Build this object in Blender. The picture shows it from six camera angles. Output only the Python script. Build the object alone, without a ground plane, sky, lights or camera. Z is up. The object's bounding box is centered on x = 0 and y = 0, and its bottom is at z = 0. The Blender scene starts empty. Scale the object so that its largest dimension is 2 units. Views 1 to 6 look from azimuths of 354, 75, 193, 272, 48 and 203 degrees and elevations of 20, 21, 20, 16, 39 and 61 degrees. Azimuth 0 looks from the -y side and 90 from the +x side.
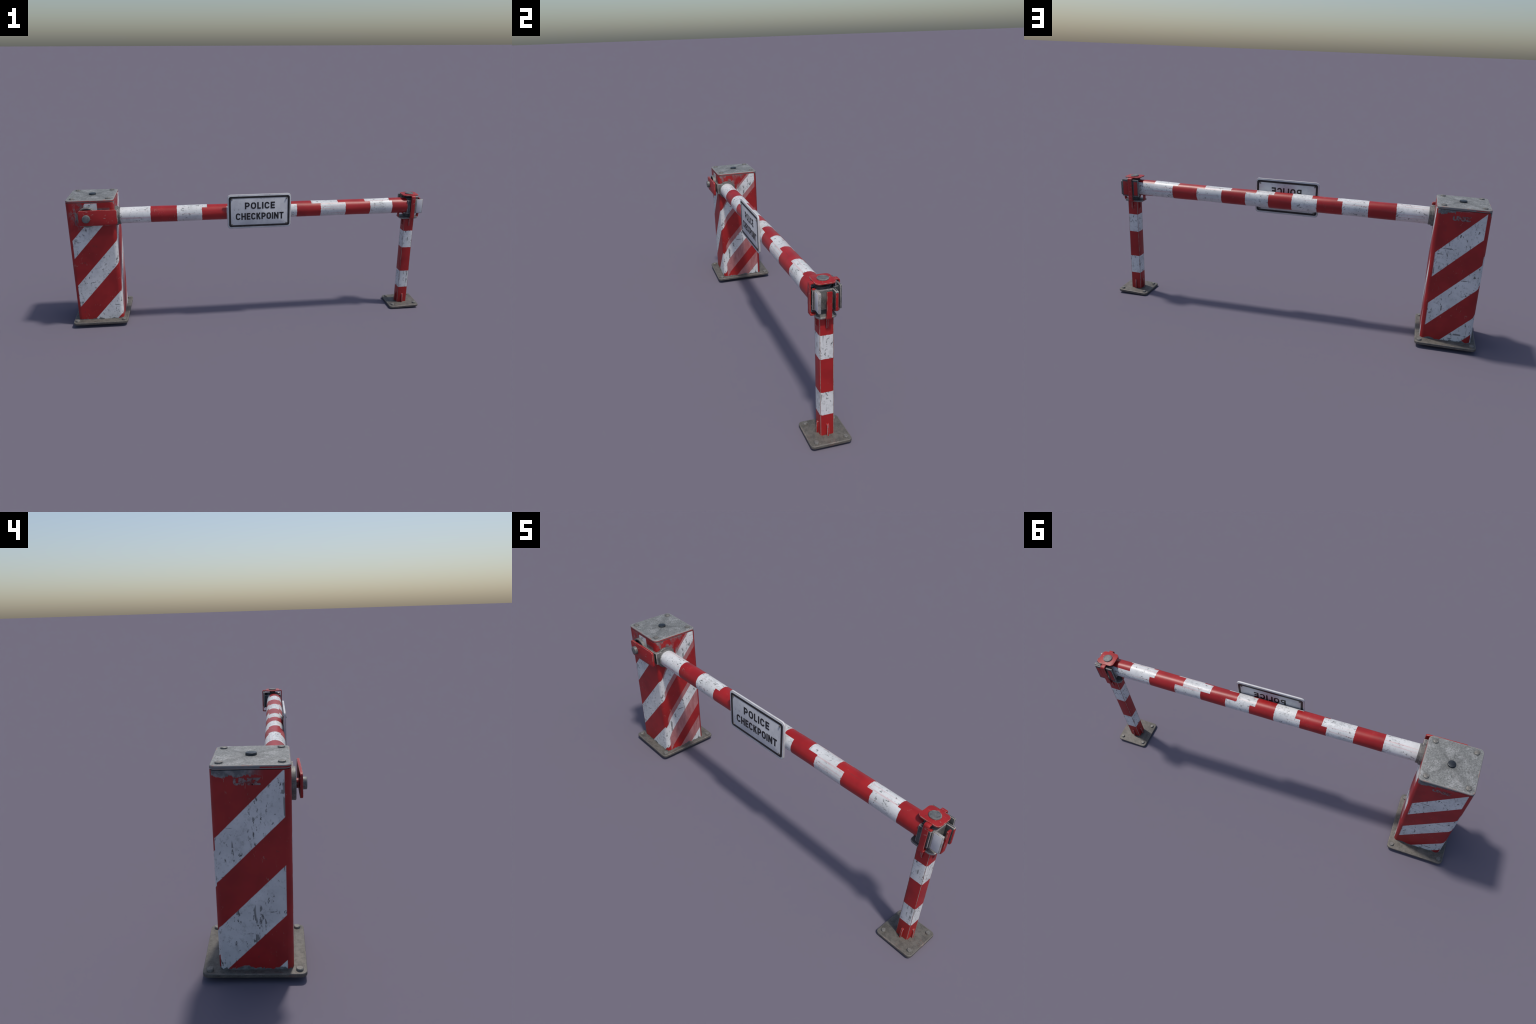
import bpy, bmesh, math
from mathutils import Vector, Matrix

# =====================================================================
#  Striped boom barrier: cabinet with pivot arm, horizontal boom with a
#  sign board, and a support post with a latch head.   Units: metres.
# =====================================================================

# ------------------------------------------------------------ node kit
class Net:
    """Tiny expression builder for shader node trees."""
    def __init__(self, name):
        self.mat = bpy.data.materials.new(name)
        self.mat.use_nodes = True
        self.t = self.mat.node_tree
        self.t.nodes.clear()
        self.out = self.t.nodes.new('ShaderNodeOutputMaterial')
        self.bsdf = self.t.nodes.new('ShaderNodeBsdfPrincipled')
        self.t.links.new(self.bsdf.outputs[0], self.out.inputs[0])
        self.tc = self.t.nodes.new('ShaderNodeTexCoord')
        self.P = self.tc.outputs['Object']
        s = self.t.nodes.new('ShaderNodeSeparateXYZ')
        self.t.links.new(self.P, s.inputs[0])
        self.x, self.y, self.z = s.outputs

    def put(self, sock, v):
        if isinstance(v, bpy.types.NodeSocket):
            self.t.links.new(v, sock)
        elif isinstance(v, (tuple, list)):
            sock.default_value = (*v, 1.0) if len(v) == 3 and sock.type == 'RGBA' else v
        else:
            sock.default_value = v

    def m(self, op, a, b=0.0, c=0.0, clamp=False):
        n = self.t.nodes.new('ShaderNodeMath')
        n.operation = op
        n.use_clamp = clamp
        for s, v in zip(n.inputs, (a, b, c)):
            self.put(s, v)
        return n.outputs[0]

    def add(self, *a):
        r = a[0]
        for b in a[1:]:
            r = self.m('ADD', r, b)
        return r

    def sub(self, a, b): return self.m('SUBTRACT', a, b)

    def mul(self, *a):
        r = a[0]
        for b in a[1:]:
            r = self.m('MULTIPLY', r, b)
        return r

    def mx(self, *a):
        r = a[0]
        for b in a[1:]:
            r = self.m('MAXIMUM', r, b)
        return r

    def inv(self, a): return self.m('SUBTRACT', 1.0, a)

    def step(self, v, lo, hi):
        """smooth ramp 0..1 between lo and hi (hi may be below lo)"""
        n = self.t.nodes.new('ShaderNodeMapRange')
        n.interpolation_type = 'SMOOTHSTEP'
        if hi < lo:
            a, b, c, d = hi, lo, 1.0, 0.0
        else:
            a, b, c, d = lo, hi, 0.0, 1.0
        self.put(n.inputs['Value'], v)
        n.inputs['From Min'].default_value = a
        n.inputs['From Max'].default_value = b
        n.inputs['To Min'].default_value = c
        n.inputs['To Max'].default_value = d
        return n.outputs['Result']

    def band(self, v, lo, hi, soft=0.002):
        return self.mul(self.step(v, lo - soft, lo + soft), self.step(v, hi + soft, hi - soft))

    def vec(self, x, y, z):
        n = self.t.nodes.new('ShaderNodeCombineXYZ')
        for s, v in zip(n.inputs, (x, y, z)):
            self.put(s, v)
        return n.outputs[0]

    def scaled(self, sx, sy, sz, off=(0, 0, 0)):
        n = self.t.nodes.new('ShaderNodeMapping')
        self.t.links.new(self.P, n.inputs['Vector'])
        n.inputs['Scale'].default_value = (sx, sy, sz)
        n.inputs['Location'].default_value = off
        return n.outputs[0]

    def noise(self, vec=None, scale=10.0, detail=3.0, rough=0.55, distort=0.0):
        n = self.t.nodes.new('ShaderNodeTexNoise')
        self.t.links.new(vec if vec is not None else self.P, n.inputs['Vector'])
        n.inputs['Scale'].default_value = scale
        n.inputs['Detail'].default_value = detail
        n.inputs['Roughness'].default_value = rough
        n.inputs['Distortion'].default_value = distort
        return n.outputs['Fac']

    def mix(self, f, a, b):
        n = self.t.nodes.new('ShaderNodeMix')
        n.data_type = 'RGBA'
        self.put(n.inputs[0], f)
        self.put(n.inputs[6], a)
        self.put(n.inputs[7], b)
        return n.outputs[2]

    def fmix(self, f, a, b):
        n = self.t.nodes.new('ShaderNodeMix')
        n.data_type = 'FLOAT'
        self.put(n.inputs[0], f)
        self.put(n.inputs[2], a)
        self.put(n.inputs[3], b)
        return n.outputs[0]

    def stripes(self, v, lo, hi, cuts, first):
        """constant ramp alternating between 0 and 1 at the given cuts"""
        fac = self.m('DIVIDE', self.sub(v, lo), hi - lo)
        r = self.t.nodes.new('ShaderNodeValToRGB')
        r.color_ramp.interpolation = 'CONSTANT'
        els = r.color_ramp.elements
        while len(els) > 1:
            els.remove(els[-1])
        els[0].position = 0.0
        val = first
        els[0].color = (val, val, val, 1)
        for c in cuts:
            val = 1.0 - val
            e = els.new((c - lo) / (hi - lo))
            e.color = (val, val, val, 1)
        self.t.links.new(fac, r.inputs[0])
        return r.outputs[0]

    def finish(self, color, rough=0.5, metal=0.0, bump=None, bump_strength=0.15, dist=0.002, spec=0.5):
        b = self.bsdf
        self.put(b.inputs['Base Color'], color)
        self.put(b.inputs['Roughness'], rough)
        self.put(b.inputs['Metallic'], metal)
        b.inputs['Specular IOR Level'].default_value = spec
        if bump is not None:
            n = self.t.nodes.new('ShaderNodeBump')
            n.inputs['Strength'].default_value = bump_strength
            n.inputs['Distance'].default_value = dist
            self.t.links.new(bump, n.inputs['Height'])
            self.t.links.new(n.outputs[0], b.inputs['Normal'])
        return self.mat


# palette (linear)
RED_A, RED_B = (0.30, 0.0085, 0.0095), (0.385, 0.0130, 0.0135)
WHITE_A, WHITE_B = (0.60, 0.605, 0.605), (0.74, 0.74, 0.735)
PINK = (0.47, 0.22, 0.22)
GREY = (0.165, 0.16, 0.15)
SOOT = (0.055, 0.058, 0.055)
TAN = (0.34, 0.23, 0.19)


def red_paint(n):
    a = n.noise(scale=9, detail=4)
    col = n.mix(n.step(a, 0.35, 0.65), RED_A, RED_B)
    # small pale scratches and nicks
    s1 = n.noise(n.scaled(1, 1, 0.45), scale=75, detail=4, rough=0.7, distort=1.2)
    region = n.noise(scale=11, detail=2)
    nick = n.mul(n.step(s1, 0.625, 0.675), n.step(region, 0.46, 0.58))
    col = n.mix(n.mul(nick, 0.55), col, TAN)
    dark = n.noise(n.scaled(1, 1, 1, (3, 5, 1)), scale=42, detail=3, rough=0.6)
    col = n.mix(n.mul(n.step(dark, 0.66, 0.74), 0.5), col, (0.09, 0.03, 0.028))
    return col


def white_paint(n, sx=1.0, sy=1.0, sz=0.5, amount=1.0):
    a = n.noise(scale=7, detail=5, rough=0.6)
    col = n.mix(n.step(a, 0.35, 0.65), WHITE_A, WHITE_B)
    # grain of grey dirt
    g = n.noise(scale=55, detail=5, rough=0.7)
    col = n.mix(n.mul(n.step(g, 0.50, 0.70), 0.45 * amount), col, (0.30, 0.31, 0.30))
    # dark flecks grouped in clusters
    f = n.noise(n.scaled(sx, sy, sz), scale=90, detail=4, rough=0.68, distort=0.25)
    cl = n.noise(n.scaled(1, 1, 1, (7, 2, 4)), scale=17, detail=2)
    fleck = n.mul(n.step(f, 0.575, 0.635), n.step(cl, 0.43, 0.54))
    col = n.mix(n.mul(fleck, 0.85 * amount), col, SOOT)
    # bigger sooty chips
    c2 = n.noise(n.scaled(1, 1, 1, (1, 9, 2)), scale=44, detail=4, rough=0.65, distort=0.4)
    col = n.mix(n.mul(n.step(c2, 0.645, 0.69), 0.8 * amount), col, (0.09, 0.092, 0.088))
    return col


def bump_of(n):
    return n.noise(scale=120, detail=4, rough=0.6)


# ------------------------------------------------------------ materials
CX, CY = -0.8512, -0.0014          # cabinet centre
HX, HY = 0.1243, 0.1218            # cabinet half sizes


def cabinet_material():
    n = Net('striped_cabinet_paint')
    px = n.sub(n.x, CX)
    py = n.sub(n.y, CY)
    ax = n.m('ABSOLUTE', px)
    ay = n.m('ABSOLUTE', py)
    side = n.m('GREATER_THAN', ax, n.add(ay, 0.002))          # 1 on the +-x faces
    fr = n.mul(n.inv(side), n.m('LESS_THAN', py, 0.0))
    bk = n.mul(n.inv(side), n.m('GREATER_THAN', py, 0.0))
    rt = n.mul(side, n.m('GREATER_THAN', px, 0.0))
    lf = n.mul(side, n.m('LESS_THAN', px, 0.0))
    wob = n.mul(n.sub(n.noise(scale=60, detail=3), 0.5), 0.0025)

    def diag(u, slope):
        return n.add(n.sub(n.z, n.mul(u, slope)), wob)

    mu = n.mul(px, -1.0)
    mv = n.mul(py, -1.0)
    # every face: stripes climb to the right as seen from outside
    sF = diag(px, 1.10)
    wF = n.mx(n.mul(n.band(sF, 0.513, 0.616), n.m('LESS_THAN', n.z, 0.60)),
              n.band(sF, 0.226, 0.355), n.band(sF, -0.072, 0.065))
    wF = n.mul(wF, n.step(px, -0.1085, -0.1065))
    patch = n.mul(n.band(px, -0.031, 0.038), n.band(n.z, 0.55, 0.6995),
                  n.m('GREATER_THAN', n.z, 0.61), n.m('LESS_THAN', n.sub(n.z, px), 0.722))
    wF = n.mx(wF, patch)
    sL = diag(mv, 1.0)
    wL = n.mx(n.band(sL, 0.454, 0.604), n.band(sL, 0.125, 0.296), n.band(sL, -0.25, -0.037))
    wL = n.mul(wL, n.step(mv, 0.1025, 0.0995), n.step(n.z, 0.702, 0.700))
    sB = diag(mu, 1.0)
    wB = n.mx(n.mul(n.band(sB, 0.470, 0.595), n.step(mu, 0.106, 0.103)),
              n.band(sB, 0.209, 0.330), n.band(sB, -0.036, 0.057))
    wB = n.mul(wB, n.step(mu, -0.108, -0.102))
    sR = n.add(diag(py, 1.10), n.mul(n.step(py, -0.075, -0.114), 0.022))
    wR = n.mx(n.band(sR, 0.538, 0.622, 0.004), n.band(sR, 0.244, 0.332, 0.005), n.band(sR, -0.30, -0.014, 0.003))
    pR = n.mx(n.band(sR, 0.502, 0.637), n.band(sR, 0.150, 0.369), n.band(sR, -0.30, 0.070))
    edgeR = n.step(py, 0.108, 0.103)
    wR, pR = n.mul(wR, edgeR), n.mul(pR, edgeR, n.step(py, -0.104, -0.094))
    wRc = n.mul(n.mx(n.band(sR, 0.506, 0.632), n.band(sR, 0.199, 0.336)), n.step(py, -0.092, -0.106))
    white = n.add(n.mul(fr, wF), n.mul(lf, wL), n.mul(bk, wB), n.mul(rt, n.mx(wR, wRc)))
    pink = n.mul(rt, n.mul(pR, n.inv(wR)))

    red = red_paint(n)
    wht = white_paint(n, 1.0, 1.0, 0.45)
    # long vertical and horizontal hair cracks across the white
    vline = n.noise(n.scaled(1, 1, 0.08, (2, 2, 2)), scale=55, detail=2, rough=0.5)
    breaks = n.noise(scale=30, detail=3)
    crack = n.mul(n.step(vline, 0.63, 0.66), n.step(breaks, 0.48, 0.56))
    hline = n.noise(n.scaled(0.10, 0.10, 1, (4, 1, 8)), scale=55, detail=2, rough=0.5)
    crack = n.mx(crack, n.mul(n.step(hline, 0.645, 0.67), n.step(breaks, 0.50, 0.58)))
    wht = n.mix(n.mul(crack, 0.7), wht, SOOT)
    col = n.mix(white, red, wht)
    # pink ghost bands on the boom side, copied from the texture's double projection
    ghost_noise = n.noise(n.scaled(1, 1, 0.3), scale=40, detail=4, rough=0.65)
    pk = n.mix(n.step(ghost_noise, 0.3, 0.7), PINK, (0.36, 0.13, 0.13))
    pk = n.mix(n.mul(n.step(n.noise(scale=70, detail=4), 0.62, 0.70), 0.5), pk, (0.18, 0.09, 0.09))
    col = n.mix(n.mul(pink, 0.9), col, pk)
    # bare grey metal: ragged edge under the lid on the two outer faces
    rag = n.noise(n.scaled(1, 1, 0.5), scale=26, detail=5, rough=0.65, distort=0.6)
    edge = n.add(n.z, n.mul(n.sub(rag, 0.5), 0.055))
    grad = n.mx(n.mul(lf, n.step(mv, 0.045, -0.02), n.m('LESS_THAN', mv, 0.105)), n.mul(bk, n.step(mu, 0.06, -0.05), n.m('LESS_THAN', mu, 0.105)))
    bare = n.mul(n.step(edge, 0.6845, 0.6875), grad)
    # rubbed ring about the pivot and around the boom collar
    dx = n.sub(n.x, -0.880)
    dz = n.sub(n.z, 0.632)
    rr = n.m('SQRT', n.add(n.mul(dx, dx), n.mul(dz, dz)))
    rub = n.mul(fr, n.step(rr, 0.10, 0.045), n.step(rag, 0.46, 0.56))
    behind = n.mul(fr, n.band(n.z, 0.648, 0.672, 0.008), n.m('GREATER_THAN', px, 0.04), n.step(px, 0.104, 0.098))
    dy = n.sub(n.y, -0.073)
    dz2 = n.sub(n.z, 0.618)
    rc = n.m('SQRT', n.add(n.mul(dy, dy), n.mul(dz2, dz2)))
    rub2 = n.mul(rt, n.step(rc, 0.105, 0.055), n.step(rag, 0.47, 0.56), n.m('GREATER_THAN', n.z, 0.60))
    topR = n.mul(rt, n.step(n.z, 0.672, 0.696), n.step(rag, 0.44, 0.56), n.step(py, 0.07, 0.02))
    foot = n.step(n.add(n.z, n.mul(n.sub(rag, 0.5), 0.05)), 0.037, 0.033)
    bare = n.mx(bare, n.mul(rub, 0.85), n.mul(behind, 0.8), n.mul(rub2, 0.75), n.mul(topR, 0.7), foot)
    met = n.mix(n.step(n.noise(scale=45, detail=4), 0.4, 0.65), (0.11, 0.115, 0.12), (0.235, 0.235, 0.235))
    bare = n.m('MINIMUM', bare, n.inv(patch))
    col = n.mix(bare, col, met)
    return n.finish(col, rough=0.52, bump=bump_of(n), bump_strength=0.08)


BOOM_A, BOOM_B = Vector((-0.72, -0.0753, 0.6172)), Vector((0.885, -0.0656, 0.6180))
BOOM_R = 0.0432


def boom_material():
    n = Net('striped_boom_paint')
    axis_y = n.add(-0.0751, n.mul(n.add(n.x, 0.72), 0.0061))
    off = n.m('DIVIDE', n.sub(n.y, axis_y), BOOM_R)
    up = n.m('GREATER_THAN', n.z, 0.6177)
    jag = n.mul(n.sub(n.noise(scale=90, detail=3), 0.5), 0.006)
    # the texture is misaligned along the crown; its stripe offset is copied here
    crown = n.mul(up, n.band(n.add(off, n.mul(n.sub(n.noise(scale=14, detail=2), 0.5), 0.03)), -0.58, 0.60, 0.015))
    xj = n.add(n.x, jag)
    body = n.stripes(xj, -0.8, 1.0, [-0.544, -0.406, -0.267, -0.134, -0.005, 0.128, 0.253, 0.386, 0.527, 0.669, 0.796], 1.0)
    top = n.stripes(xj, -0.8, 1.0, [-0.545, -0.400, -0.239, -0.104, -0.002, 0.095, 0.198, 0.338, 0.485, 0.637, 0.776], 1.0)
    # on the far side the end stays white
    back_end = n.mul(n.m('GREATER_THAN', off, 0.60), n.m('GREATER_THAN', n.x, 0.73))
    body = n.mx(body, back_end)
    white = n.fmix(crown, body, top)
    red = red_paint(n)
    streak = n.noise(n.scaled(0.05, 1, 1), scale=130, detail=3, rough=0.6)
    red = n.mix(n.mul(n.step(streak, 0.60, 0.72), 0.4), red, (0.14, 0.03, 0.028))
    wht = white_paint(n, 0.6, 1.0, 1.0, 0.9)
    # fine red lines drawn along the tube
    line = n.noise(n.scaled(0.018, 1, 1, (3, 1, 2)), scale=150, detail=1, rough=0.4)
    wht = n.mix(n.mul(n.step(line, 0.65, 0.675), 0.32), wht, (0.62, 0.22, 0.22))
    # the crown is dirtier around the middle of the boom
    grit = n.noise(n.scaled(0.6, 1, 1, (5, 5, 5)), scale=105, detail=4, rough=0.7)
    wht = n.mix(n.mul(crown, n.step(grit, 0.56, 0.66), n.band(n.x, -0.36, 0.24, 0.05), 0.6), wht, (0.12, 0.12, 0.11))
    col = n.mix(white, red, wht)
    return n.finish(col, rough=0.40, bump=bump_of(n), bump_strength=0.06)


def post_material():
    n = Net('striped_post_paint')
    jag = n.mul(n.sub(n.noise(scale=70, detail=3), 0.5), 0.004)
    white = n.stripes(n.add(n.z, jag), 0.0, 0.7, [0.114, 0.2165, 0.364, 0.466], 0.0)
    red = red_paint(n)
    wht = white_paint(n, 1, 1, 0.45)
    v = n.noise(n.scaled(1, 1, 0.06, (1, 1, 6)), scale=75, detail=2)
    b = n.noise(scale=35, detail=3)
    wht = n.mix(n.mul(n.step(v, 0.62, 0.66), n.step(b, 0.47, 0.56), 0.6), wht, SOOT)
    return n.finish(n.mix(white, red, wht), rough=0.45, bump=bump_of(n), bump_strength=0.06)


def plain_red(name='bracket_red_paint'):
    n = Net(name)
    col = red_paint(n)
    chip = n.noise(scale=36, detail=5, rough=0.7, distort=1.0)
    col = n.mix(n.mul(n.step(chip, 0.64, 0.67), 0.8), col, (0.20, 0.19, 0.18))
    dash = n.noise(n.scaled(0.35, 1, 1, (1, 4, 2)), scale=95, detail=3, rough=0.6)
    col = n.mix(n.mul(n.step(dash, 0.65, 0.69), 0.6), col, (0.36, 0.27, 0.25))
    return n.finish(col, rough=0.45, bump=bump_of(n), bump_strength=0.06)


def lid_rim_material():
    n = Net('lid_rim_paint')
    col = red_paint(n)
    rag = n.noise(scale=28, detail=5, rough=0.65)
    left = n.mul(n.step(n.x, -0.960, -0.966), n.step(n.y, -0.05, 0.0))
    back = n.mul(n.step(n.y, 0.10, 0.112), n.step(n.x, -0.93, -0.87))
    bias = n.mul(n.mx(left, back), 0.28)
    chip = n.step(n.add(rag, bias), 0.60, 0.63)
    col = n.mix(chip, col, n.mix(n.noise(scale=50), (0.10, 0.105, 0.11), (0.24, 0.24, 0.24)))
    return n.finish(col, rough=0.5)


def worn_edge(name, under, lo=0.40, hi=0.56, bare=(0.30, 0.225, 0.19)):
    n = Net(name)
    a = n.noise(scale=30, detail=5, rough=0.7)
    col = n.mix(n.step(a, lo, hi), under, bare)
    return n.finish(col, rough=0.5)


def steel(name, a, b, rust=0.25, rough=0.55, metal=0.3, scale=40, grain=260):
    n = Net(name)
    f = n.noise(scale=scale, detail=5, rough=0.65)
    col = n.mix(n.step(f, 0.34, 0.66), a, b)
    g = n.noise(scale=grain, detail=2)
    col = n.mix(n.mul(n.step(g, 0.45, 0.7), 0.35), col, tuple(min(1, c * 1.5) for c in b))
    r = n.noise(n.scaled(1, 1, 1, (2, 7, 3)), scale=11, detail=5, rough=0.7)
    col = n.mix(n.mul(n.step(r, 0.58, 0.72), rust), col, (0.26, 0.105, 0.075))
    return n.finish(col, rough=rough, metal=metal, bump=g, bump_strength=0.12, dist=0.001)


def lid_top_material():
    """cast grey lid: mottled, with dark creases running from the bolts to the centre"""
    n = Net('lid_cast_metal')
    px, py = n.sub(n.x, CX), n.sub(n.y, CY)
    f = n.noise(scale=150, detail=6, rough=0.8)
    col = n.mix(n.step(f, 0.34, 0.66), (0.118, 0.122, 0.117), (0.275, 0.28, 0.272))
    big = n.noise(scale=26, detail=4, rough=0.6)
    col = n.mix(n.mul(n.step(big, 0.46, 0.66), n.step(f, 0.36, 0.56), 0.65), col, (0.40, 0.40, 0.395))
    ax, ay = n.m('ABSOLUTE', px), n.m('ABSOLUTE', py)
    ang = n.m('ARCTAN2', py, px)
    rad = n.m('SQRT', n.add(n.mul(px, px), n.mul(py, py)))
    diagd = n.add(n.m('ABSOLUTE', n.sub(ax, ay)), n.mul(n.sub(n.noise(scale=24, detail=3), 0.5), 0.05))
    crease = n.mul(n.step(diagd, 0.022, 0.0), n.step(rad, 0.135, 0.05))
    ray = n.noise(n.vec(n.mul(ang, 2.2), n.mul(rad, 5.0), 0.3), scale=3.0, detail=4, rough=0.6)
    bd = n.m('SQRT', n.add(n.m('POWER', n.sub(ax, 0.0925), 2.0), n.m('POWER', n.sub(ay, 0.0945), 2.0)))
    stain = n.mul(n.mx(n.step(rad, 0.036, 0.016), n.step(bd, 0.024, 0.011)), 0.5)
    crease = n.mx(stain, n.mul(crease, 0.55), n.mul(n.step(ray, 0.54, 0.66), n.step(rad, 0.12, 0.03), 0.7))
    col = n.mix(crease, col, (0.085, 0.088, 0.085))
    rust = n.noise(n.vec(n.mul(ang, 3.0), n.mul(rad, 2.0), 5.0), scale=4.0, detail=4, rough=0.6)
    col = n.mix(n.mul(n.step(rust, 0.66, 0.72), n.step(rad, 0.12, 0.08), 0.45), col, (0.36, 0.15, 0.12))
    return n.finish(col, rough=0.6, metal=0.15, bump=f, bump_strength=0.2, dist=0.001)


def base_metal():
    n = Net('base_plate_metal')
    f = n.noise(scale=38, detail=6, rough=0.7)
    col = n.mix(n.step(f, 0.34, 0.66), (0.078, 0.071, 0.061), (0.140, 0.128, 0.111))
    g = n.noise(scale=220, detail=2)
    col = n.mix(n.mul(n.step(g, 0.45, 0.7), 0.35), col, (0.185, 0.172, 0.152))
    r = n.noise(n.scaled(1, 1, 1, (2, 7, 3)), scale=12, detail=5, rough=0.7)
    col = n.mix(n.mul(n.step(r, 0.57, 0.72), 0.5), col, (0.235, 0.085, 0.062))
    return n.finish(col, rough=0.6, metal=0.1, bump=g, bump_strength=0.15, dist=0.001)


def sign_face_material():
    n = Net('sign_white_enamel')
    a = n.noise(scale=9, detail=5, rough=0.65)
    col = n.mix(n.step(a, 0.35, 0.65), (0.50, 0.505, 0.53), (0.63, 0.635, 0.65))
    d = n.noise(scale=30, detail=5, rough=0.7)
    col = n.mix(n.mul(n.step(d, 0.60, 0.75), 0.4), col, (0.30, 0.31, 0.34))
    f = n.noise(scale=80, detail=3, rough=0.6)
    cl = n.noise(scale=14, detail=2)
    col = n.mix(n.mul(n.step(f, 0.66, 0.70), n.step(cl, 0.5, 0.6), 0.8), col, SOOT)
    pk = n.noise(n.scaled(1, 1, 1, (9, 9, 9)), scale=7, detail=4)
    col = n.mix(n.mul(n.step(pk, 0.58, 0.75), 0.25), col, (0.55, 0.42, 0.42))
    return n.finish(col, rough=0.5)


M = {}


def make_materials():
    M['cabinet'] = cabinet_material()
    M['boom'] = boom_material()
    M['post'] = post_material()
    M['red'] = plain_red()
    M['red_edge'] = worn_edge('worn_red_edge', RED_B, 0.42, 0.58, (0.33, 0.20, 0.165))
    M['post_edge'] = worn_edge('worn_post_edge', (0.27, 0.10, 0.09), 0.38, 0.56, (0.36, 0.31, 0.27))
    M['lid_rim'] = lid_rim_material()
    M['lid_edge'] = worn_edge('worn_lid_edge', (0.24, 0.235, 0.225), 0.5, 0.66, (0.36, 0.20, 0.16))
    M['lid_top'] = lid_top_material()
    M['base'] = base_metal()
    M['base_edge'] = worn_edge('worn_base_edge', (0.125, 0.115, 0.10), 0.45, 0.65, (0.225, 0.18, 0.15))
    M['bolt'] = steel('bolt_steel', (0.115, 0.108, 0.097), (0.215, 0.205, 0.188), rust=0.4, rough=0.55, metal=0.2, scale=90)
    M['dark_bolt'] = steel('dark_bolt_steel', (0.022, 0.027, 0.033), (0.05, 0.058, 0.066), rust=0.06, rough=0.35, metal=0.5)
    M['pin'] = steel('pin_steel', (0.10, 0.108, 0.11), (0.17, 0.178, 0.175), rust=0.08, rough=0.5, metal=0.3, scale=70)
    M['pin_edge'] = worn_edge('worn_pin_edge', (0.12, 0.12, 0.118), 0.45, 0.65, (0.25, 0.235, 0.22))
    M['steel'] = steel('bracket_steel', (0.105, 0.105, 0.10), (0.21, 0.205, 0.195), rust=0.25)
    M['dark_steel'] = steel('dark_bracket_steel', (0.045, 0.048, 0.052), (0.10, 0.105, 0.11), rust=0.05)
    M['steel_edge'] = worn_edge('worn_steel_edge', (0.20, 0.195, 0.19), 0.40, 0.60, (0.42, 0.38, 0.35))
    M['bright_steel'] = steel('bright_bracket_steel', (0.22, 0.22, 0.22), (0.40, 0.40, 0.40), rust=0.1)
    M['reflector'] = sign_face_material()
    M['sign'] = sign_face_material()
    M['sign_edge'] = worn_edge('worn_sign_edge', (0.50, 0.48, 0.46), 0.40, 0.62, (0.42, 0.34, 0.28))
    n = Net('black_sign_paint')
    a = n.noise(scale=40, detail=4)
    M['black'] = n.finish(n.mix(n.step(a, 0.4, 0.75), (0.012, 0.012, 0.014), (0.028, 0.027, 0.028)), rough=0.5)
    n = Net('scraped_marking')
    a = n.noise(scale=55, detail=5, rough=0.7)
    M['marking'] = n.finish(n.mix(n.step(n.noise(scale=75, detail=5, rough=0.75), 0.44, 0.58), n.mix(n.step(a, 0.4, 0.6), (0.27, 0.20, 0.20), (0.17, 0.13, 0.13)), (0.19, 0.022, 0.022)), rough=0.6)


# ------------------------------------------------------------ mesh kit
def rounded_rect(w, h, r, seg=6):
    pts = []
    for cx, cy, a0 in ((w / 2 - r, h / 2 - r, 0), (-w / 2 + r, h / 2 - r, 90),
                       (-w / 2 + r, -h / 2 + r, 180), (w / 2 - r, -h / 2 + r, 270)):
        for i in range(seg + 1):
            a = math.radians(a0 + 90 * i / seg)
            pts.append((cx + r * math.cos(a), cy + r * math.sin(a)))
    return pts


def circle_pts(r, n=32, phase=0.0):
    return [(r * math.cos(2 * math.pi * i / n + phase), r * math.sin(2 * math.pi * i / n + phase)) for i in range(n)]


def new_object(name, bm, mats, parent=None, smooth=35):
    me = bpy.data.meshes.new(name)
    bm.normal_update()
    bm.to_mesh(me)
    bm.free()
    for m in mats:
        me.materials.append(m)
    for p in me.polygons:
        p.use_smooth = True
    me.set_sharp_from_angle(angle=math.radians(smooth))
    ob = bpy.data.objects.new(name, me)
    bpy.context.scene.collection.objects.link(ob)
    if parent:
        ob.parent = parent
    return ob


def prism_bm(pts, depth, bevel=0.0, seg=2, edge_mat=None, both=True, taper=None):
    """outline in local XY, extruded from z=0 to depth; rim edges bevelled"""
    bm = bmesh.new()
    lo = [bm.verts.new((x, y, 0)) for x, y in pts]
    hi = [bm.verts.new((x, y, depth)) for x, y in pts]
    k = len(pts)
    bm.faces.new(list(reversed(lo)))
    bm.faces.new(hi)
    for i in range(k):
        j = (i + 1) % k
        bm.faces.new((lo[i], lo[j], hi[j], hi[i]))
    bm.normal_update()
    if bevel:
        es = [e for e in bm.edges if all(v in hi for v in e.verts) or (both and all(v in lo for v in e.verts))]
        kw = {}
        bmesh.ops.bevel(bm, geom=es, offset=bevel, segments=seg, affect='EDGES', profile=0.5,
                        material=-1 if edge_mat is None else edge_mat)
    return bm


def box_bm(sx, sy, sz, bevel=0.002, seg=2, edge_mat=None):
    bm = bmesh.new()
    bmesh.ops.create_cube(bm, size=1.0, matrix=Matrix.Diagonal((sx, sy, sz, 1)))
    if bevel:
        bmesh.ops.bevel(bm, geom=list(bm.edges), offset=bevel, segments=seg, affect='EDGES', profile=0.5,
                        material=-1 if edge_mat is None else edge_mat)
    return bm


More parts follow.
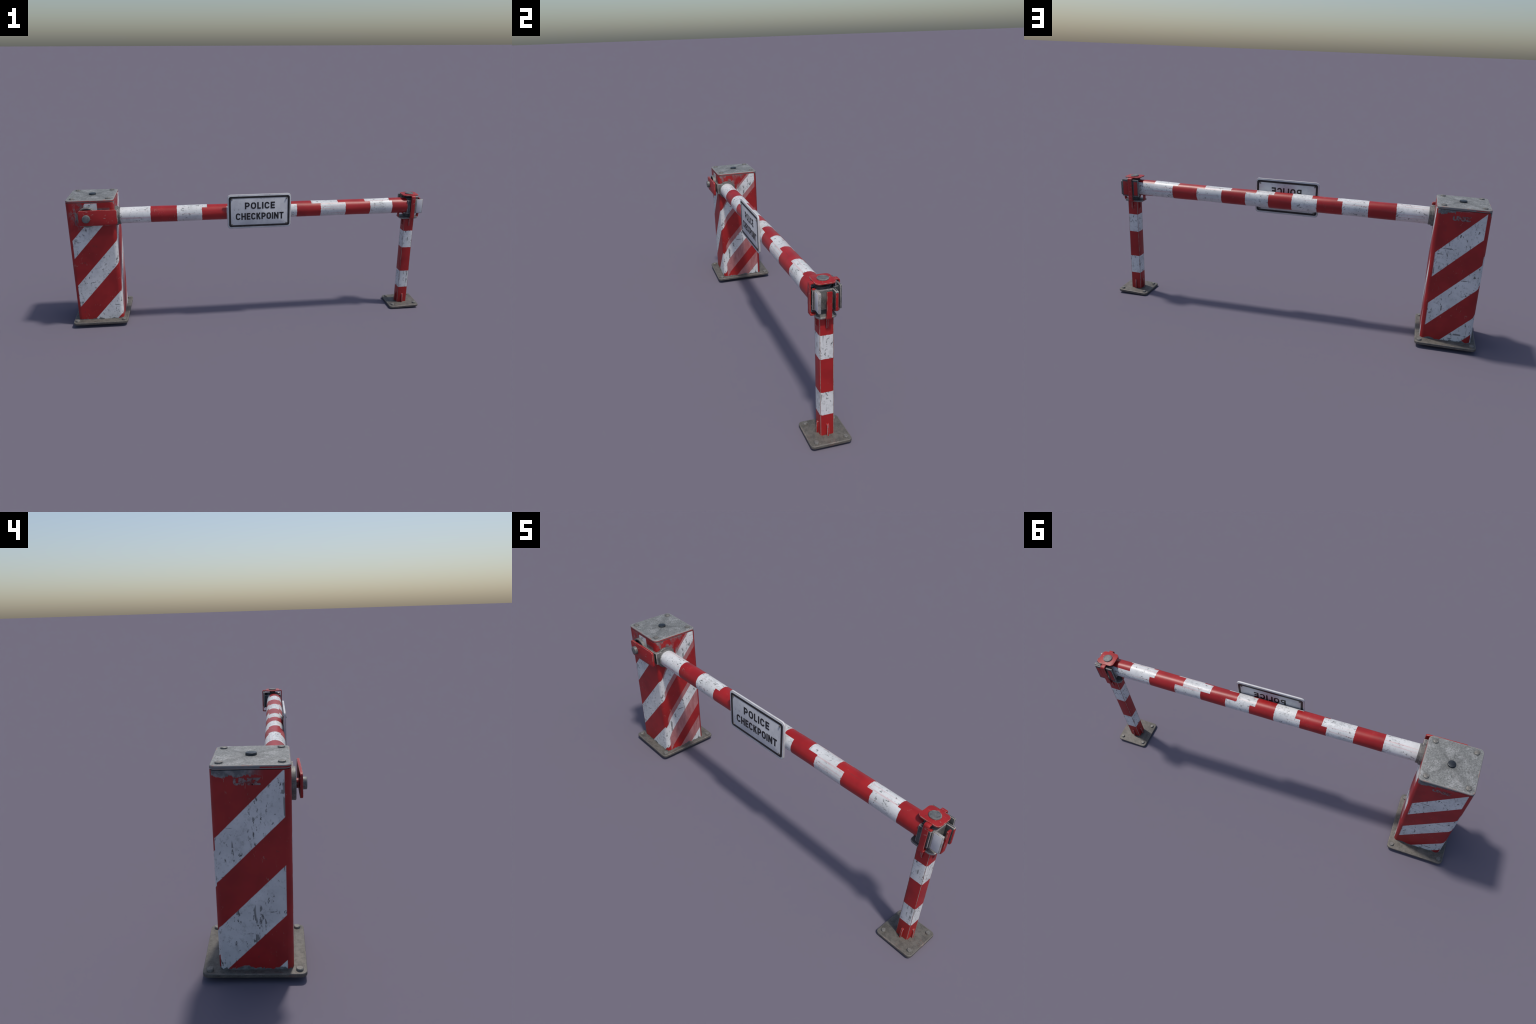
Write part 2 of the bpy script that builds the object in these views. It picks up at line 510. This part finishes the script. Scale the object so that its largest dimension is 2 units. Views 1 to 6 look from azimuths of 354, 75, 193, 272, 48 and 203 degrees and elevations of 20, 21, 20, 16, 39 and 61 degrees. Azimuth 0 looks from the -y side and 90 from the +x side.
TO_FRONT = Matrix(((1, 0, 0, 0), (0, 0, -1, 0), (0, 1, 0, 0), (0, 0, 0, 1)))   # local z -> -y, local y -> z
TO_SIDE = Matrix(((0, 0, 1, 0), (1, 0, 0, 0), (0, 1, 0, 0), (0, 0, 0, 1)))     # local z -> +x, local x -> y, local y -> z


def place(bm, mat):
    bmesh.ops.transform(bm, matrix=mat, verts=bm.verts)
    return bm


def box_between(name, lo, hi, mats, parent, bevel=0.0015, edge=True):
    lo, hi = Vector(lo), Vector(hi)
    s = hi - lo
    bm = box_bm(s.x, s.y, s.z, bevel, 2, 1 if edge and len(mats) > 1 else None)
    place(bm, Matrix.Translation((lo + hi) / 2))
    return new_object(name, bm, mats, parent)


def tube_bm(a, b, r, n=48, ends=True, bevel=0.0, rings=1):
    d = (b - a)
    L = d.length
    bm = prism_bm(circle_pts(r, n), L, bevel, 3)
    q = Vector((0, 0, 1)).rotation_difference(d.normalized()).to_matrix().to_4x4()
    return place(bm, Matrix.Translation(a) @ q)


def lathe_bm(profile, n=40):
    """profile of (radius, height) revolved about local z"""
    bm = bmesh.new()
    rings = []
    for r, h in profile:
        if r < 1e-6:
            rings.append([bm.verts.new((0, 0, h))])
        else:
            rings.append([bm.verts.new((x, y, h)) for x, y in circle_pts(r, n)])
    for A, B in zip(rings, rings[1:]):
        for i in range(n):
            j = (i + 1) % n
            if len(A) == 1 and len(B) > 1:
                bm.faces.new((A[0], B[j], B[i]))
            elif len(B) == 1 and len(A) > 1:
                bm.faces.new((A[i], A[j], B[0]))
            elif len(A) > 1:
                bm.faces.new((A[i], A[j], B[j], B[i]))
    bmesh.ops.recalc_face_normals(bm, faces=bm.faces)
    return bm


def strip_bm(path, thick, width, bevel=0.0012, edge_mat=None):
    """flat bar following a path in local XY, extruded along z by width (centred)"""
    n = len(path)
    left, right = [], []
    for i, p in enumerate(path):
        p = Vector(p)
        a = Vector(path[max(i - 1, 0)])
        b = Vector(path[min(i + 1, n - 1)])
        t = (b - a).normalized()
        nrm = Vector((-t.y, t.x))
        left.append(p + nrm * thick / 2)
        right.append(p - nrm * thick / 2)
    pts = [tuple(v) for v in left] + [tuple(v) for v in reversed(right)]
    area = sum(pts[i][0] * pts[(i + 1) % len(pts)][1] - pts[(i + 1) % len(pts)][0] * pts[i][1] for i in range(len(pts)))
    if area < 0:
        pts.reverse()
    bm = prism_bm(pts, width, bevel, 2, edge_mat)
    return place(bm, Matrix.Translation((0, 0, -width / 2)))


def arc(cx, cy, r, a0, a1, n=5):
    return [(cx + r * math.cos(math.radians(a0 + (a1 - a0) * i / n)),
             cy + r * math.sin(math.radians(a0 + (a1 - a0) * i / n))) for i in range(n + 1)]


def bolt_mesh(name, r, h, mats, sides=24):
    bm = lathe_bm([(r * 1.0, -0.002), (r, h * 0.55), (r * 0.93, h * 0.85), (r * 0.80, h), (0, h)], sides)
    o = new_object(name, bm, mats)
    return o


def scatter_bolts(kind, mesh_obj, spots, parent, normal='z'):
    first = True
    for k, (x, y, z) in enumerate(spots):
        o = mesh_obj if first else mesh_obj.copy()
        if not first:
            bpy.context.scene.collection.objects.link(o)
        first = False
        o.name = kind if k == 0 else f'{kind}.{k:03d}'
        o.parent = parent
        o.location = (x, y, z)
        spin = 0.7 * k
        o.rotation_euler = (0, 0, spin) if normal == 'z' else (math.radians(90), 0, 0)


def text_mesh(body, size, offset, depth):
    cu = bpy.data.curves.new('lettering', 'FONT')
    cu.body = body
    cu.size = size
    cu.align_x = 'CENTER'
    cu.offset = offset
    cu.extrude = depth
    cu.resolution_u = 6
    ob = bpy.data.objects.new('lettering', cu)
    bpy.context.scene.collection.objects.link(ob)
    dg = bpy.context.evaluated_depsgraph_get()
    me = bpy.data.meshes.new_from_object(ob.evaluated_get(dg))
    bpy.data.objects.remove(ob)
    bpy.data.curves.remove(cu)
    return me


def fitted_text(body, w, h, centre, depth, bold, mat, parent, name, frame):
    """built-in font squeezed into a w x h rectangle; frame maps local to world"""
    me = text_mesh(body, 1.0, bold, 0.5)
    xs = [v.co.x for v in me.vertices]
    ys = [v.co.y for v in me.vertices]
    x0, x1, y0, y1 = min(xs), max(xs), min(ys), max(ys)
    for v in me.vertices:
        v.co.x = ((v.co.x - x0) / (x1 - x0) - 0.5) * w + centre[0]
        v.co.y = ((v.co.y - y0) / (y1 - y0) - 0.5) * h + centre[1]
        v.co.z = v.co.z * depth
    me.transform(frame)
    me.materials.clear()
    me.materials.append(mat)
    me.name = name
    ob = bpy.data.objects.new(name, me)
    bpy.context.scene.collection.objects.link(ob)
    ob.parent = parent
    return ob


# bold sign alphabet: centre-line strokes in a w x h cell, stroke width k
def glyph_strokes(ch, w, h, k):
    a, b, c, d = k / 2, w - k / 2, k / 2, h - k / 2        # left, right, bottom, top of the centre lines
    L, m = (a, 0.0), h / 2
    stem = [(a, 0), (a, h)]
    r = (b - a) / 2
    cx = (a + b) / 2
    if ch == 'I':
        return [[(w / 2, 0), (w / 2, h)]]
    if ch == 'L':
        return [stem, [(a, c), (w, c)]]
    if ch == 'E':
        return [stem, [(a, c), (w, c)], [(a, m), (w * 0.93, m)], [(a, d), (w, d)]]
    if ch == 'T':
        return [[(w / 2, 0), (w / 2, h)], [(0, d), (w, d)]]
    if ch == 'H':
        return [stem, [(b, 0), (b, h)], [(a, m), (b, m)]]
    if ch == 'N':
        return [stem, [(b, 0), (b, h)], [(a, h - k * 0.35), (b, k * 0.35)]]
    if ch == 'K':
        return [stem, [(a, h * 0.36), (b, h)], [(a + w * 0.27, h * 0.56), (b + k * 0.05, 0)]]
    if ch == 'P':
        q = (d - h * 0.42) / 2
        return [stem, [(a, d), (b - q, d)] + arc(b - q, d - q, q, 90, -90, 10)[1:] + [(a, d - 2 * q)]]
    if ch == 'O':
        return [arc(cx, d - r, r, 90, 180, 6) + arc(cx, c + r, r, 180, 360, 12) + arc(cx, d - r, r, 0, 88, 6)]
    if ch == 'C':
        return [arc(cx, d - r, r, 12, 180, 12) + arc(cx, c + r, r, 180, 348, 12)]
    return []


def spell(board, F, t, x, y, h, letters, gap):
    k = h * 0.205
    for ch, w in letters:
        bm = bmesh.new()
        for q, path in enumerate(glyph_strokes(ch, w, h, k)):
            lift = 0.0006 + 0.00012 * q                     # overlapping strokes never share a plane
            piece = strip_bm(path, k, t + 2 * lift, 0.0)
            me = bpy.data.meshes.new('stroke')
            piece.to_mesh(me)
            piece.free()
            bm.from_mesh(me)
            bpy.data.meshes.remove(me)
        place(bm, F @ Matrix.Translation((x, y, t / 2)))
        new_object('letter', bm, [M['black']], board)
        x += w + gap


# ------------------------------------------------------------ cabinet
def build_cabinet(root):
    z0, seam, top = 0.020, 0.7035, 0.7178
    W, D = 2 * HX, 2 * HY
    bm = prism_bm(rounded_rect(W, D, 0.021, 8), seam - 0.0008 - z0, 0.0008, 1)
    place(bm, Matrix.Translation((CX, CY, z0)))
    cab = new_object('cabinet', bm, [M['cabinet']], root)

    bm = prism_bm(rounded_rect(W + 0.0004, D + 0.0004, 0.0212, 8), top - seam, 0.0050, 4, 1)
    for f in bm.faces:
        if abs(f.normal.z) > 0.9 and f.calc_center_median().z > 0.01 and f.material_index == 0:
            f.material_index = 2
    place(bm, Matrix.Translation((CX, CY, seam)))
    new_object('lid', bm, [M['lid_rim'], M['lid_edge'], M['lid_top']], cab)

    b = bolt_mesh('lid_bolt', 0.0122, 0.0052, [M['bolt']])
    scatter_bolts('lid_bolt', b, [(CX + sx * 0.0925, CY + sy * 0.0945, top) for sx in (-1, 1) for sy in (-1, 1)], cab)
    c = new_object('centre_bolt', lathe_bm([(0.0182, -0.002), (0.0182, 0.0060), (0.0172, 0.0078), (0.0155, 0.0084), (0, 0.0084)], 32), [M['dark_bolt']], cab)
    c.location = (CX + 0.001, CY + 0.001, top)

    bx0, bx1, by0, by1, bt = -1.0, -0.703, -0.1655, 0.1738, 0.0298
    bm = prism_bm(rounded_rect(bx1 - bx0, by1 - by0, 0.020, 6), bt - 0.0150, 0.0032, 3, 1)
    bcx, bcy = (bx0 + bx1) / 2, (by0 + by1) / 2
    place(bm, Matrix.Translation((bcx, bcy, 0.0150)))
    new_object('base_plate', bm, [M['base'], M['base_edge']], cab)
    b = bolt_mesh('anchor_bolt', 0.0120, 0.0078, [M['bolt']])
    scatter_bolts('anchor_bolt', b, [(bcx + sx * 0.1265, bcy + sy * 0.1455, bt) for sx in (-1, 1) for sy in (-1, 1)], cab)

    # worn stamped marks near the top of the two outer faces
    frame = Matrix(((0, 0, -1, CX - HX), (-1, 0, 0, 0.008), (0, 1, 0, 0.668), (0, 0, 0, 1)))
    fitted_text('UNIZ', 0.084, 0.023, (0, 0), 0.0014, 0.075, M['marking'], cab, 'stamped_marking', frame)
    frame = Matrix(((-1, 0, 0, -0.845), (0, 0, 1, CY + HY), (0, 1, 0, 0.666), (0, 0, 0, 1)))
    fitted_text('UNIZ', 0.084, 0.023, (0, 0), 0.0014, 0.075, M['marking'], cab, 'stamped_marking', frame)
    return cab


# ------------------------------------------------------------ pivot arm
def build_pivot(root):
    px, pz = -0.868, 0.6275
    # flat red arm, slightly toed in towards the boom
    aw, ah, at = 0.198, 0.0825, 0.0095
    bm = prism_bm(rounded_rect(aw, ah, 0.012, 5), at, 0.0016, 2, 1)
    yaw = Matrix.Rotation(math.radians(1.1), 4, 'Z')
    place(bm, Matrix.Translation((-0.8105, -0.1484, 0.6288)) @ yaw @ TO_FRONT)
    arm = new_object('swing_arm', bm, [M['red'], M['red_edge']], root)

    bm = lathe_bm([(0.0205, -0.004), (0.0205, 0.0135), (0.0195, 0.0155), (0.0170, 0.0165), (0, 0.0165)], 36)
    for f in bm.faces:
        if abs(f.normal.z) < 0.9 and f.calc_center_median().z > 0.0138:
            f.material_index = 1
    place(bm, Matrix.Translation((px, -0.1573, pz)) @ TO_FRONT)
    new_object('pivot_bolt', bm, [M['pin'], M['pin_edge']], arm)

    bm = tube_bm(Vector((px, -0.12, pz)), Vector((px, -0.152, pz)), 0.016, 28)
    new_object('spacer', bm, [M['red']], arm)
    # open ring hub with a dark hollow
    prof = [(0.030, 0.000), (0.052, 0.000), (0.0535, 0.0015), (0.0535, 0.0165), (0.0515, 0.0185),
            (0.0465, 0.0185), (0.0450, 0.0170), (0.0450, 0.006), (0.014, 0.006), (0.0, 0.006)]
    bm = lathe_bm(prof, 48)
    for f in bm.faces:
        c = f.calc_center_median()
        if math.hypot(c.x, c.y) < 0.0455 and c.z < 0.0172:
            f.material_index = 1
    place(bm, Matrix.Translation((px, -0.1205, pz)) @ TO_FRONT)
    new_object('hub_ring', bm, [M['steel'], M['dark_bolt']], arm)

    bm = prism_bm(rounded_rect(0.128, 0.058, 0.006, 4), 0.0135, 0.0018, 2, 1)
    place(bm, Matrix.Translation((-0.7765, -0.1205, 0.6275)) @ TO_FRONT)
    new_object('link_plate', bm, [M['steel'], M['steel_edge']], arm)
    box_between('link_lug', (-0.729, -0.134, 0.597), (-0.7105, -0.085, 0.658), [M['steel'], M['steel_edge']], arm, 0.003)
    return arm


# ------------------------------------------------------------ boom
def build_boom(root):
    d = (BOOM_B - BOOM_A)
    bm = bmesh.new()
    n, rings = 48, 60
    q = Vector((0, 0, 1)).rotation_difference(d.normalized()).to_matrix().to_4x4()
    T = Matrix.Translation(BOOM_A) @ q
    prev = None
    L = d.length
    for k in range(rings + 1):
        t = k / rings * L
        # the tube is a little dented along its length
        row = []
        for i, (x, y) in enumerate(circle_pts(1.0, n)):
            a = 2 * math.pi * i / n
            dent = 0.0005 * math.sin(9 * t + 2 * a) + 0.0004 * math.sin(23 * t + a * 3 + 1)
            row.append(bm.verts.new((x * (BOOM_R + dent), y * (BOOM_R + dent), t)))
        if prev:
            for i in range(n):
                j = (i + 1) % n
                bm.faces.new((prev[i], prev[j], row[j], row[i]))
        else:
            bm.faces.new(list(reversed(row)))
        prev = row
    bm.faces.new(prev)
    place(bm, T)
    boom = new_object('boom', bm, [M['boom']], root)

    u = d.normalized()
    def at(x): return BOOM_A + u * ((x - BOOM_A.x) / u.x)
    prof = [(0.036, 0.0), (0.0510, 0.0), (0.0525, 0.002), (0.0525, 0.012), (0.0510, 0.014), (0.0472, 0.0145),
            (0.0472, 0.0265), (0.0460, 0.0280), (0.0428, 0.0285), (0.036, 0.0285)]
    bm = lathe_bm(prof, 48)
    place(bm, Matrix.Translation(at(-0.7285)) @ q)
    new_object('boom_collar', bm, [M['steel']], boom)
    return boom


# ------------------------------------------------------------ sign
def build_sign(root):
    cx, cz, w, h, t = 0.0452, 0.6264, 0.3475, 0.1890, 0.0090
    yaw = Matrix.Rotation(math.radians(0.55), 4, 'Z')
    back_y = -0.1105
    F = Matrix.Translation((cx, back_y, cz)) @ yaw @ TO_FRONT     # local z = 0 back .. t front
    bm = prism_bm(rounded_rect(w, h, 0.018, 6), t, 0.0014, 2, 1)
    place(bm, F)
    sign = new_object('sign_board', bm, [M['sign'], M['sign_edge']], root)
    # black frame runs through the board; its rear side copies the texture bleed
    def ring(z):
        bmr = bmesh.new()
        o = rounded_rect(0.3330, 0.1700, 0.0125, 6)
        i = rounded_rect(0.3110, 0.1490, 0.0080, 6)
        vo = [[bmr.verts.new((x, y, zz)) for x, y in o] for zz in z]
        vi = [[bmr.verts.new((x, y, zz)) for x, y in i] for zz in z]
        k = len(o)
        for a in range(k):
            b = (a + 1) % k
            bmr.faces.new((vo[1][a], vo[1][b], vi[1][b], vi[1][a]))
            bmr.faces.new((vo[0][b], vo[0][a], vi[0][a], vi[0][b]))
            bmr.faces.new((vo[0][a], vo[0][b], vo[1][b], vo[1][a]))
            bmr.faces.new((vi[0][b], vi[0][a], vi[1][a], vi[1][b]))
        return bmr
    bm = ring((-0.0007, t + 0.0007))
    place(bm, F)
    new_object('sign_border', bm, [M['black']], sign)
    # letters pass through the board: the mirrored rear repeats the bled-through texture
    spell(sign, F, t, -0.0792, 0.6398 - cz, 0.0375, (('P', .0265), ('O', .0290), ('L', .0200), ('I', .0078), ('C', .0275), ('E', .0232)), 0.0060)
    spell(sign, F, t, -0.1295, 0.5800 - cz, 0.0380, (('C', .0260), ('H', .0252), ('E', .0205), ('C', .0250), ('K', .0235), ('P', .0238),
                                            ('O', .0255), ('I', .0078), ('N', .0255), ('T', .0235)), 0.00405)
    # four screws, heads on the front, ends on the rear
    for k, (sx, sz) in enumerate(((-0.1498, 0.0695), (0.1488, 0.0690), (0.1490, -0.0712), (-0.1496, -0.0725))):
        bm = lathe_bm([(0, -0.0026), (0.0038, -0.0026), (0.0045, -0.0012), (0.0045, t + 0.0016),
                       (0.0040, t + 0.0028), (0.0022, t + 0.0034), (0, t + 0.0034)], 20)
        place(bm, F @ Matrix.Translation((sx, sz, 0)))
        new_object('screw', bm, [M['bolt']], sign)
    return sign


# ------------------------------------------------------------ post
FOOT = Vector((0.9130, -0.0480))
HEAD = Vector((0.9115, -0.0535))


def build_post(root):
    w, ch = 0.0575, 0.0075
    z0, z1 = 0.010, 0.546
    bm = prism_bm([(-w / 2, -w / 2), (w / 2, -w / 2), (w / 2, w / 2), (-w / 2, w / 2)], z1 - z0)
    vert_edges = [e for e in bm.edges if abs(e.verts[0].co.z - e.verts[1].co.z) > 0.1]
    bmesh.ops.bevel(bm, geom=vert_edges, offset=ch, segments=3, affect='EDGES', profile=0.5)
    lines = [e for e in bm.edges if abs(e.verts[0].co.z - e.verts[1].co.z) > 0.1]
    for v in bm.verts:
        f = v.co.z / (z1 - z0)
        c = FOOT.lerp(HEAD, f)
        v.co.x += c.x
        v.co.y += c.y
        v.co.z += z0
    post = new_object('post', bm, [M['post']], root)

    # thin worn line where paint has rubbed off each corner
    for sx in (-1, 1):
        for sy in (-1, 1):
            k = w / 2 - ch * 0.29
            a = Vector((FOOT.x + sx * k, FOOT.y + sy * k, 0.016))
            b = Vector((HEAD.x + sx * k, HEAD.y + sy * k, 0.543))
            bm = tube_bm(a, b, 0.0010, 6)
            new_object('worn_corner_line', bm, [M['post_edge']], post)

    hw, bt = 0.0865, 0.0155
    pcx, pcy = 0.9128, -0.0485
    tilt = Matrix.Translation((pcx, pcy, 0.0037)) @ Matrix.Rotation(math.radians(-2.6), 4, 'Y')
    bm = prism_bm(rounded_rect(2 * hw, 0.170, 0.016, 6), bt - 0.002, 0.0032, 3, 1)
    place(bm, tilt)
    new_object('foot_plate', bm, [M['base'], M['base_edge']], post)
    b = bolt_mesh('foot_bolt', 0.0093, 0.0065, [M['bolt']])
    scatter_bolts('foot_bolt', b, [(pcx + sx * 0.0655, pcy + 0.002 + sy * 0.0615, bt + 0.0025 + sx * 0.0030) for sx in (-1, 1) for sy in (-1, 1)], post)

    # gusset ribs welded at foot and head, one per face
    foot_prof = [(0, 0), (0.0095, 0), (0.0092, 0.020), (0.0075, 0.050), (0.005, 0.0545), (0, 0.0555)]
    head_prof = [(0, 0), (0.0, -0.047), (0.0035, -0.0465), (0.0075, -0.036), (0.0085, 0)]
    for c, prof, zz, th in ((FOOT, foot_prof, bt, 0.0080), (HEAD, head_prof, 0.5445, 0.0075)):
        pts = prof
        area = sum(pts[i][0] * pts[(i + 1) % len(pts)][1] - pts[(i + 1) % len(pts)][0] * pts[i][1] for i in range(len(pts)))
        if area < 0:
            pts = list(reversed(pts))
        for k in range(4):
            bm = prism_bm(pts, th, 0.0012, 2, 1)
            place(bm, Matrix.Translation((0, 0, -th / 2)))
            # profile x -> outward, y -> up
            R = Matrix.Rotation(k * math.pi / 2, 4, 'Z') @ Matrix(((1, 0, 0, w / 2 - 0.0004), (0, 0, -1, 0), (0, 1, 0, 0), (0, 0, 0, 1)))
            place(bm, Matrix.Translation((c.x, c.y, zz)) @ R)
            new_object('gusset', bm, [M['red'], M['steel_edge']], post)
    return post


# ------------------------------------------------------------ latch head
def build_latch(root):
    hx, hy = 0.907, -0.0575
    RE = [M['red'], M['red_edge']]
    SE = [M['steel'], M['steel_edge']]
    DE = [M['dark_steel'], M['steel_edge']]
    # core block
    bm = box_bm(0.070, 0.062, 0.0800, 0.004, 2, 1)
    place(bm, Matrix.Translation((0.908, -0.0575, 0.6140)))
    latch = new_object('latch_head', bm, SE, root)

    bm = tube_bm(Vector((0.908, -0.0560, 0.549)), Vector((0.908, -0.0560, 0.577)), 0.024, 28)
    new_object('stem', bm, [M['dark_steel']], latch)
    # red cap with round pin
    bm = prism_bm(rounded_rect(0.0885, 0.0805, 0.018, 6), 0.0055, 0.0015, 2, 1)
    place(bm, Matrix.Translation((hx, hy, 0.6765)))
    new_object('cap', bm, RE, latch)
    bm = lathe_bm([(0.010, -0.03), (0.0228, -0.001), (0.0228, 0.0030), (0.0215, 0.0048), (0.0185, 0.0056), (0.0178, 0.0050), (0, 0.0052)], 40)
    for f in bm.faces:
        c = f.calc_center_median()
        if c.z > 0.003 and math.hypot(c.x, c.y) > 0.0182:
            f.material_index = 1
    place(bm, Matrix.Translation((hx, hy + 0.001, 0.6818)))
    new_object('cap_pin', bm, [M['pin'], M['pin_edge']], latch)
    bm = lathe_bm([(0.0, 0.0), (0.033, 0.0), (0.033, 0.006), (0.030, 0.009), (0.0, 0.012)], 32)
    place(bm, Matrix.Translation((hx, hy, 0.6535)))
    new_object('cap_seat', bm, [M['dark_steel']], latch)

    # straps folded down from the cap, front and back, hooked under the tray
    t = 0.0052
    for sx, yo, sgn in ((0.9148, -0.1110, -1), (0.9085, 0.0030, 1)):
        r = 0.006
        inner = hy + sgn * 0.030
        path = [(inner, 0.6762), ((yo - sgn * r), 0.6762)]
        path += arc(yo - sgn * r, 0.6762 - r, r, 90, 0 if sgn > 0 else 180)[1:]
        path += [(yo, 0.555)]
        path += arc(yo - sgn * 0.004, 0.555, 0.004, 0 if sgn > 0 else 180, -90 if sgn > 0 else 270)[1:]
        path += [(yo - sgn * 0.022, 0.551)]
        bm = strip_bm(path, t, 0.0220, 0.0010, 1)
        # local x -> y, local y -> z, local z -> x
        place(bm, Matrix.Translation((sx, 0, 0)) @ TO_SIDE)
        new_object('strap', bm, RE, latch)

    # tray under the head
    bm = prism_bm(rounded_rect(0.104, 0.080, 0.020, 6), 0.0075, 0.0025, 2, 1)
    place(bm, Matrix.Translation((0.9055, -0.0555, 0.5435)))
    new_object('tray', bm, SE, latch)
    # prongs standing on the tray, on the boom axis
    path = [(0.940, 0.5475), (0.9610, 0.5475)] + arc(0.9610, 0.5535, 0.006, -90, 0)[1:] + [(0.9690, 0.590), (0.9700, 0.655)]
    bm = strip_bm(path, 0.0070, 0.0205, 0.0012, 1)
    place(bm, Matrix.Translation((0, -0.0545, 0)) @ Matrix(((1, 0, 0, 0), (0, 0, -1, 0), (0, 1, 0, 0), (0, 0, 0, 1))))
    new_object('prong', bm, RE, latch)
    path = [(0.875, 0.5475), (0.860, 0.5475)] + arc(0.860, 0.5535, 0.006, -90, -180)[1:] + [(0.8540, 0.590)]
    bm = strip_bm(path, 0.0065, 0.0205, 0.0012, 1)
    place(bm, Matrix.Translation((0, -0.0545, 0)) @ Matrix(((1, 0, 0, 0), (0, 0, -1, 0), (0, 1, 0, 0), (0, 0, 0, 1))))
    new_object('prong', bm, RE, latch)

    # channel cheeks opening towards +x
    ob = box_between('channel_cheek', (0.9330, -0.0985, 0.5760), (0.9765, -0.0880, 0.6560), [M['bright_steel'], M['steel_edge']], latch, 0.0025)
    box_between('reflector', (0.9410, -0.0993, 0.5790), (0.9730, -0.0970, 0.6530), [M['reflector']], latch, 0.0008, False)
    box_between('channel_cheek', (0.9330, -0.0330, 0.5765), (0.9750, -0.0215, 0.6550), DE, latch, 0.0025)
    box_between('reflector', (0.9730, -0.0330, 0.5800), (0.9760, -0.0230, 0.6490), [M['red']], latch, 0.0008, False)
    # narrow guide plates either side of the front strap
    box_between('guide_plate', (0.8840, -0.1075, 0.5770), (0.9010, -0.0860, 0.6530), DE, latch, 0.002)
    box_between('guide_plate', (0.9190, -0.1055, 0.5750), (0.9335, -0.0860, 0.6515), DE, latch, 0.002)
    box_between('guide_plate', (0.9345, -0.1010, 0.5765), (0.9395, -0.0880, 0.6530), SE, latch, 0.001)
    box_between('guide_cap', (0.9205, -0.1045, 0.6515), (0.9320, -0.0900, 0.6560), RE, latch, 0.0018)
    # wider guide plates with red reflectors either side of the rear strap
    for x0, x1 in ((0.8620, 0.8958), (0.9185, 0.9570)):
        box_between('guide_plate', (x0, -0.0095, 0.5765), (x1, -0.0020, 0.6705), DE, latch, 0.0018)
        box_between('reflector', (x0 + 0.0050, -0.0040, 0.5840), (x1 - 0.0080 if x0 < 0.9 else x1 - 0.006, -0.0011, 0.6590), [M['red']], latch, 0.0006, False)
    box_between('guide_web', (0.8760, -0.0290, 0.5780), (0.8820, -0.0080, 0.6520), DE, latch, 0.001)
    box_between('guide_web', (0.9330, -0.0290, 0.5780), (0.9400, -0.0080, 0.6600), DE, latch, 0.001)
    return latch


# ------------------------------------------------------------ assemble
def build():
    make_materials()
    root = bpy.data.objects.new('checkpoint_barrier', None)
    bpy.context.scene.collection.objects.link(root)
    root['label'] = 'red and white striped boom barrier with police checkpoint sign'
    root['category'] = 'road barrier'
    build_cabinet(root)
    build_pivot(root)
    build_boom(root)
    build_sign(root)
    build_post(root)
    build_latch(root)


build()
